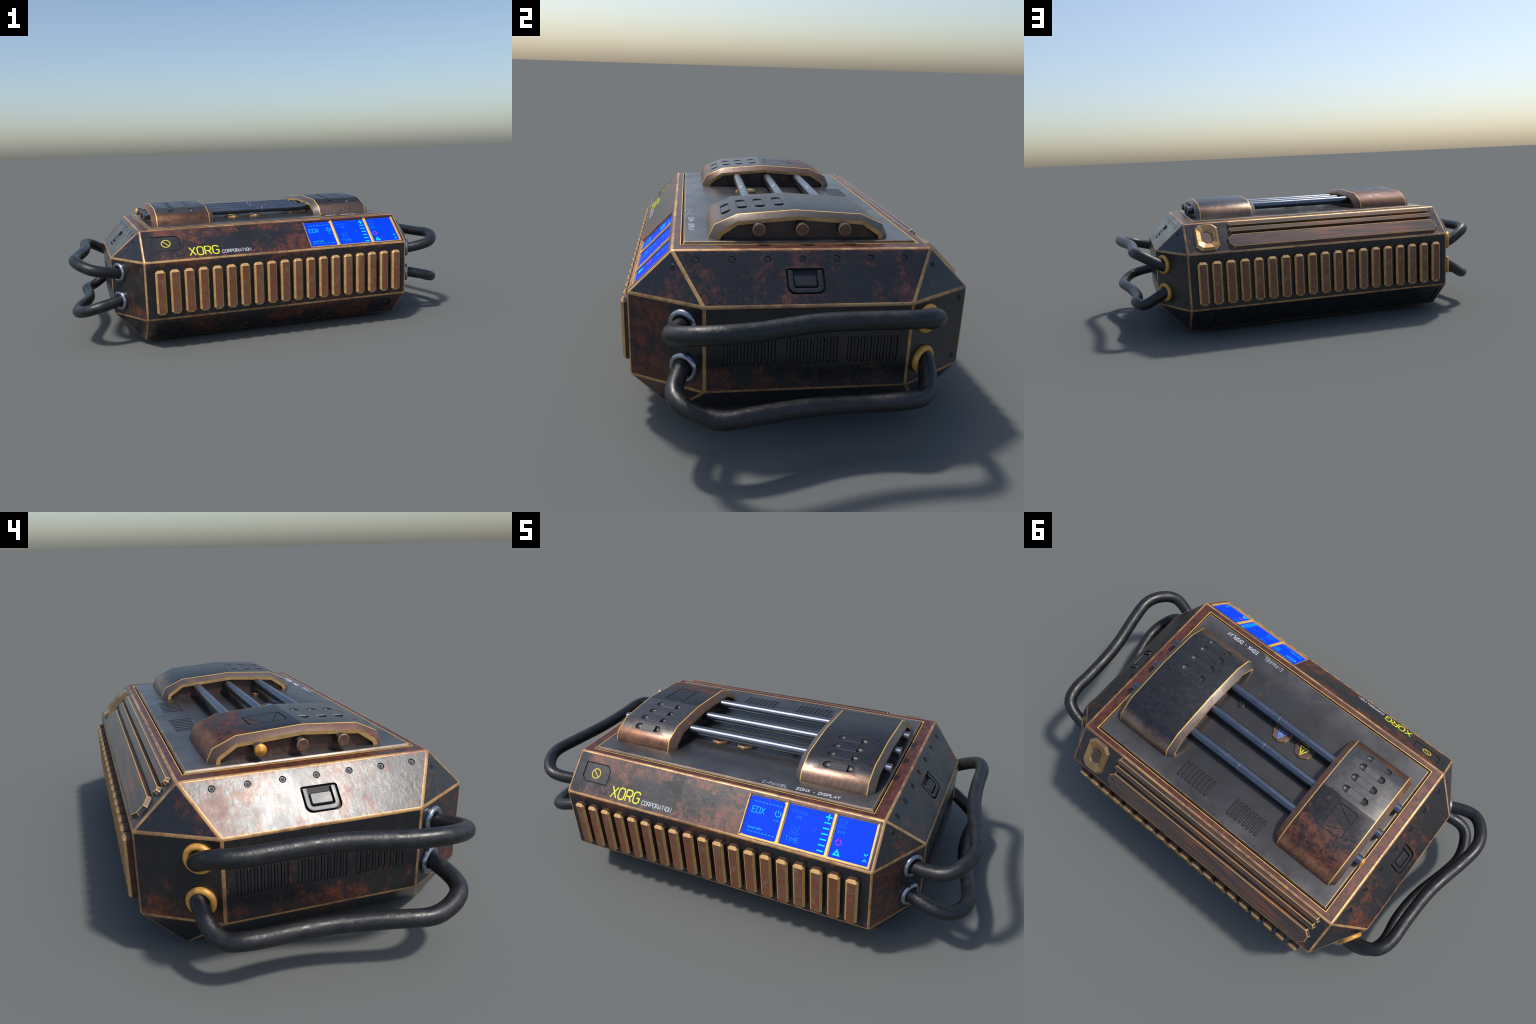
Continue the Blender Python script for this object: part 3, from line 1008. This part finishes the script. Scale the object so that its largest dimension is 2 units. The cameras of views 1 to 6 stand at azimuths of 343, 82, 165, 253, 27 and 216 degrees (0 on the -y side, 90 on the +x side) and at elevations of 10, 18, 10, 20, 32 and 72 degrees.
M_WARN = rusty_steel("warning_plate_copper", (0.15, 0.095, 0.07), (0.19, 0.085, 0.05), 0.45, 0.6, 0.3, 0.42, 0.5, seed=12.0)
M_WARN_DARK = rusty_steel("warning_plate_dark", (0.09, 0.055, 0.045), (0.15, 0.05, 0.03), 0.45, 0.6, 0.3, 0.42, 0.5, seed=14.0)
for x, mat, pm in ((-0.0190, M_BLUE_PRINT, M_WARN), (-0.1395, M_YELLOW, M_WARN_DARK)):
    o = octagon_plate(x, -0.1070, 0.0455, 0.0100, (M_EDGE, pm), "warning_plate", 0.15)
    bm = bmesh.new()
    ribbon(bm, [(-0.0205, -0.0135), (0.0205, -0.0135), (0.0, 0.0225)], 0.0036, 0, 0.0010, True)
    if mat is M_BLUE_PRINT:
        ribbon(bm, [(-0.0068, 0.006), (0.0068, -0.006)], 0.0052, 0, 0.0010)
        ribbon(bm, [(-0.0068, -0.006), (0.0068, 0.006)], 0.0052, 0, 0.0012)
    else:
        ribbon(bm, [(0, -0.003), (0, 0.012)], 0.0042, 0, 0.0010)
        ribbon(bm, [(0, -0.0095), (0, -0.0055)], 0.0042, 0, 0.0010)
    link("warning_sign", to_mesh(bm, "warning_sign"), (mat,), o, F_TOP @ T(x, -0.0985, 0.0098))
octagon_plate(0.2045, -0.1010, 0.0138, 0.0115, (M_EDGE, M_SCREW), "lid_bolt", 0.2)

# =================================================================== bracket blocks on the lid
PROF_A = [(-0.2890, 0.5605), (-0.2880, 0.5690), (-0.2705, 0.6050), (-0.1980, 0.6385), (-0.0170, 0.6520), (0.1965, 0.6385), (0.2710, 0.6050), (0.2880, 0.5700), (0.2890, 0.5605)]
PROF_B = [(-0.2660, 0.5605), (-0.2652, 0.5665), (-0.2590, 0.5830), (-0.2015, 0.6200), (-0.0120, 0.6355), (0.2030, 0.6200), (0.2610, 0.5830), (0.2652, 0.5680), (0.2660, 0.5605)]
PROF_C = [(-0.2540, 0.5605), (-0.2532, 0.5625), (-0.2470, 0.5745), (-0.1970, 0.6080), (-0.0120, 0.6237), (0.1985, 0.6080), (0.2495, 0.5745), (0.2532, 0.5625), (0.2540, 0.5605)]
GRIP_ROWS = (-0.2300, -0.1765, -0.1180, -0.0555)
GRIP_X = 0.4352


def facet_frame(y):
    for (ya, za), (yb, zb) in zip(PROF_A, PROF_A[1:]):
        if ya <= y <= yb:
            d = Vector((0, yb - ya, zb - za)).normalized()
            return (0, y, za + (zb - za) * (y - ya) / (yb - ya)), d


def bracket(sx):
    bm = bmesh.new()
    split = sx < 0
    sections = [(0.292, PROF_C), (0.2765, PROF_C), (0.2750, PROF_B), (0.3020, PROF_A), (0.5670, PROF_A), (0.5900, PROF_B), (0.5885, PROF_C), (0.5720, PROF_C)]
    rings = [[bm.verts.new((sx * x, y, z)) for y, z in p] for x, p in sections]
    n = len(PROF_A)
    matof = [3, 2, 1, 0, 1, 2, 3]
    for k, (a, b) in enumerate(zip(rings, rings[1:])):
        for i in range(n):
            j = (i + 1) % n
            bm.faces.new((a[i], a[j], b[j], b[i])).material_index = matof[k]
    for r in (rings[0], rings[-1]):
        bm.faces.new(r).material_index = 3
    bmesh.ops.recalc_face_normals(bm, faces=bm.faces)
    bm.edges.ensure_lookup_table()
    xs = (0.302, 0.567)
    es = [e for e in bm.edges if abs(e.verts[0].co.x - e.verts[1].co.x) < 1e-5 and any(abs(abs(e.verts[0].co.x) - q) < 1e-4 for q in xs)]
    bmesh.ops.bevel(bm, geom=es, offset=0.0020, segments=2, profile=0.5, affect="EDGES", material=4)
    face = M_BROWN if split else M_BROWN_GREY
    mats = (M_BRACKET_SPLIT if split else M_BRACKET, face, M_KHAKI, M_WALL, M_GOLD, M_GROOVE, M_DIMPLE)
    ob = link("rod_bracket", to_mesh(bm, "rod_bracket"), mats)
    # finger grips: round-bottomed slots with a flush plate between the two dimples
    cut = bmesh.new()
    frames = []
    for y in GRIP_ROWS:
        (ox, oy, oz), d = facet_frame(y)
        f = frame((sx * GRIP_X, oy, oz), (1, 0, 0), d)
        frames.append(f)

        def capsule(b):
            r, dep, half = 0.0164, 0.0105, 0.0465
            seg, lat = 20, 7
            prev = None
            for a in range(lat):
                t = -math.pi / 2 + (math.pi / 2 + 0.45) * a / (lat - 1)
                rr, zz = r * math.cos(t), dep * math.sin(t)
                rr = max(rr, 0.0004)
                ring = [b.verts.new((x, y2, zz)) for x, y2 in pill(0, 0, 2 * half + 2 * rr, rr, False, seg // 2)]
                if prev:
                    for i in range(len(ring)):
                        j = (i + 1) % len(ring)
                        b.faces.new((prev[i], prev[j], ring[j], ring[i])).material_index = 6
                else:
                    b.faces.new(ring[::-1]).material_index = 6
                prev = ring
            b.faces.new(prev)
        add_transformed(cut, capsule, f)
    if split:
        def mark(b):
            x0, x1, y0, y1 = -0.0475, 0.0475, -0.0615, 0.0615
            ribbon(b, round_rect(x0, y0, x1, y1, 0.011, 4), 0.0040, -0.0035, 0.01, True, 5)
        (ox, oy, oz), d = facet_frame(0.0675)
        fm = frame((-0.4470, oy, oz), (1, 0, 0), d)
        add_transformed(cut, mark, fm)

        def diag(b):
            ribbon(b, [(0.0440, -0.058), (-0.0440, -0.014)], 0.0028, -0.0030, 0.01, False, 5)
        marks = [diag]

        def diag2(b):
            ribbon(b, [(0.0440, 0.058), (-0.0440, 0.016)], 0.0028, -0.0030, 0.01, False, 5)
        marks.append(diag2)
    boolean(ob, cut, mats)
    if split:
        for d in marks:
            extra = bmesh.new()
            add_transformed(extra, d, fm)
            boolean(ob, extra, mats)
    for f in ob.data.polygons:
        f.use_smooth = True
    ob.data.set_sharp_from_angle(angle=math.radians(43))
    for f in frames:
        b = bmesh.new()
        prism(b, [(-0.0350, -0.0155), (0.0350, -0.0155), (0.0350, 0.0155), (-0.0350, 0.0155)], -0.0095, 0.0003, 0.0008, 0.0008)
        me = to_mesh(b, "grip_plate")
        link("grip_plate", me, (M_GRIP_SPLIT if split else M_GRIP,), ob, f)
    return ob


M_DIMPLE = plain("dimple_dark_steel", (0.055, 0.052, 0.051), 0.38, 0.4, 0.15, 60)
M_GRIP = rusty_steel("grip_plate_steel", (0.060, 0.058, 0.060), (0.16, 0.10, 0.075), 0.52, 0.66, 0.3, 0.36, 0.75, seed=15.0)
M_GRIP_SPLIT = rusty_steel("grip_plate_grey_steel", (0.105, 0.100, 0.098), (0.19, 0.105, 0.07), 0.52, 0.66, 0.3, 0.40, 0.7, seed=16.0)
bracket(1)
bracket(-1)


# =================================================================== rods
def rods():
    for y in (-0.1350, 0.0, 0.1350):
        bm = bmesh.new()
        R = 0.0197
        n = 28
        cap = y > 0.1
        left = [(-0.6150, R - 0.0012), (-0.6162, R - 0.0028)]
        prof = [(x, r) for x, r in reversed(left)] + [(-0.6140, R), (0.6140, R), (0.6152, R - 0.0012), (0.6162, R - 0.0028)]
        prof = [(-0.6162, R - 0.0024), (-0.6145, R), (0.6145, R), (0.6162, R - 0.0024)]
        rings = [[bm.verts.new((x, r * math.cos(2 * math.pi * k / n), r * math.sin(2 * math.pi * k / n))) for k in range(n)] for x, r in prof]
        for q, (a, b) in enumerate(zip(rings, rings[1:])):
            for i in range(n):
                j = (i + 1) % n
                bm.faces.new((a[i], a[j], b[j], b[i])).material_index = (2, 0, 2)[q]
        bm.faces.new(rings[0][::-1]).material_index = 1
        bm.faces.new(rings[-1]).material_index = 1
        ob = link("rod", to_mesh(bm, "rod"), (M_ROD, M_ROD_END, M_EDGE), None, T(0, y, 0.600), smooth=35)
        bm = bmesh.new()
        lathe(bm, [(R + 0.0001, -0.0008), (R + 0.0006, 0), (R + 0.0001, 0.0008)], 28)
        sx = {-1: 0.02, 0: -0.005, 1: 0.02}[round(y / 0.135)]
        link("rod_seam", to_mesh(bm, "rod_seam"), (M_SEAM,), ob, T(sx, y, 0.600) @ Matrix.Rotation(math.pi / 2, 4, "Y"), smooth=60)
        if cap:
            bm = bmesh.new()
            rings = lathe(bm, [(0.0195, -0.001), (0.0198, 0.0015), (0.0188, 0.0040), (0.0150, 0.0075), (0.0075, 0.0115), (0.0004, 0.0145)], 28)
            link("rod_cap", to_mesh(bm, "rod_cap"), (M_CAP_ORANGE,), ob, T(-0.6163, y, 0.600) @ Matrix.Rotation(-math.pi / 2, 4, "Y"), smooth=50)


rods()

# =================================================================== cables and grommets
UPPER = [(0.740, -0.346, 0.352), (0.776, -0.3685, 0.3575), (0.8975, -0.400, 0.386), (0.9700, -0.298, 0.416), (0.9560, -0.164, 0.4165), (0.9170, 0.001, 0.4210),
         (0.9070, 0.176, 0.4190), (0.9080, 0.283, 0.4195), (0.8740, 0.356, 0.4100), (0.7780, 0.378, 0.3555), (0.740, 0.356, 0.345)]
LOWER = [(0.740, -0.350, 0.236), (0.777, -0.3730, 0.2260), (0.9110, -0.393, 0.197), (0.9730, -0.282, 0.166), (0.9580, -0.165, 0.1680), (0.9150, -0.003, 0.1600),
         (0.9040, 0.150, 0.1580), (0.9170, 0.268, 0.1680), (0.8760, 0.348, 0.1640), (0.7800, 0.377, 0.2240), (0.740, 0.355, 0.240)]
CABLE_R = 0.0270


def spline(pts, per=14):
    P = [Vector(p) for p in pts]
    P = [2 * P[0] - P[1]] + P + [2 * P[-1] - P[-2]]
    res = []
    for i in range(1, len(P) - 2):
        p0, p1, p2, p3 = P[i - 1], P[i], P[i + 1], P[i + 2]
        for k in range(per):
            t = k / per
            res.append(0.5 * ((2 * p1) + (p2 - p0) * t + (2 * p0 - 5 * p1 + 4 * p2 - p3) * t * t + (3 * p1 - p0 - 3 * p2 + p3) * t ** 3))
    res.append(P[-2])
    for _ in range(22):      # relax the small kinks between spans
        res = [res[0]] + [(res[i - 1] + res[i] * 2 + res[i + 1]) / 4 for i in range(1, len(res) - 1)] + [res[-1]]
    return res


def tube(pts, r, n=24):
    bm = bmesh.new()
    up = Vector((0, 0, 1))
    rings = []
    side = None
    for i, p in enumerate(pts):
        t = (pts[min(i + 1, len(pts) - 1)] - pts[max(i - 1, 0)]).normalized()
        side = (t.cross(up) if side is None else side - t * side.dot(t)).normalized()
        b = t.cross(side)
        rings.append([bm.verts.new(p + (side * math.cos(2 * math.pi * k / n) + b * math.sin(2 * math.pi * k / n)) * r) for k in range(n)])
    for a, b in zip(rings, rings[1:]):
        for i in range(n):
            j = (i + 1) % n
            bm.faces.new((a[i], a[j], b[j], b[i]))
    bm.faces.new(rings[0][::-1])
    bm.faces.new(rings[-1])
    return bm


def build_grommet():
    bm = bmesh.new()
    prof = [(0.0365 + 0.0105 * math.cos(2 * math.pi * k / 16), 0.0045 + 0.0112 * math.sin(2 * math.pi * k / 16)) for k in range(16)]
    lathe(bm, prof, 40, closed=True)
    lathe(bm, [(0.045, -0.004), (0.0462, 0.0008), (0.0455, 0.0030), (0.040, 0.0040)], 40)
    me = to_mesh(bm, "grommet")
    for f in me.polygons:
        f.use_smooth = True
    return me


grommet_steel = build_grommet()
grommet_steel.materials.append(M_GROM_STEEL)
grommet_orange = grommet_steel.copy()
grommet_orange.name = "grommet"
grommet_orange.materials.clear()
grommet_orange.materials.append(M_GROM_ORANGE)

for sx in (1, -1):
    for path, z in ((UPPER, 0.362), (LOWER, 0.2245)):
        bm = tube(spline([(sx * x, y, zz) for x, y, zz in path]), CABLE_R)
        link("cable", to_mesh(bm, "cable"), (M_RUBBER,), None, None, smooth=60)
        for sy in (-1, 1):
            nrm = Vector((0.860 * sx, 0.510 * sy, 0))
            p = Vector((sx * 0.7700, sy * 0.3665, z))
            link("grommet", grommet_steel if sy < 0 else grommet_orange, (), None, frame(p, Vector((0, 0, 1)).cross(nrm), (0, 0, 1)))

# tidy: nothing selected, no helpers left
for m in list(bpy.data.meshes):
    if m.users == 0:
        bpy.data.meshes.remove(m)
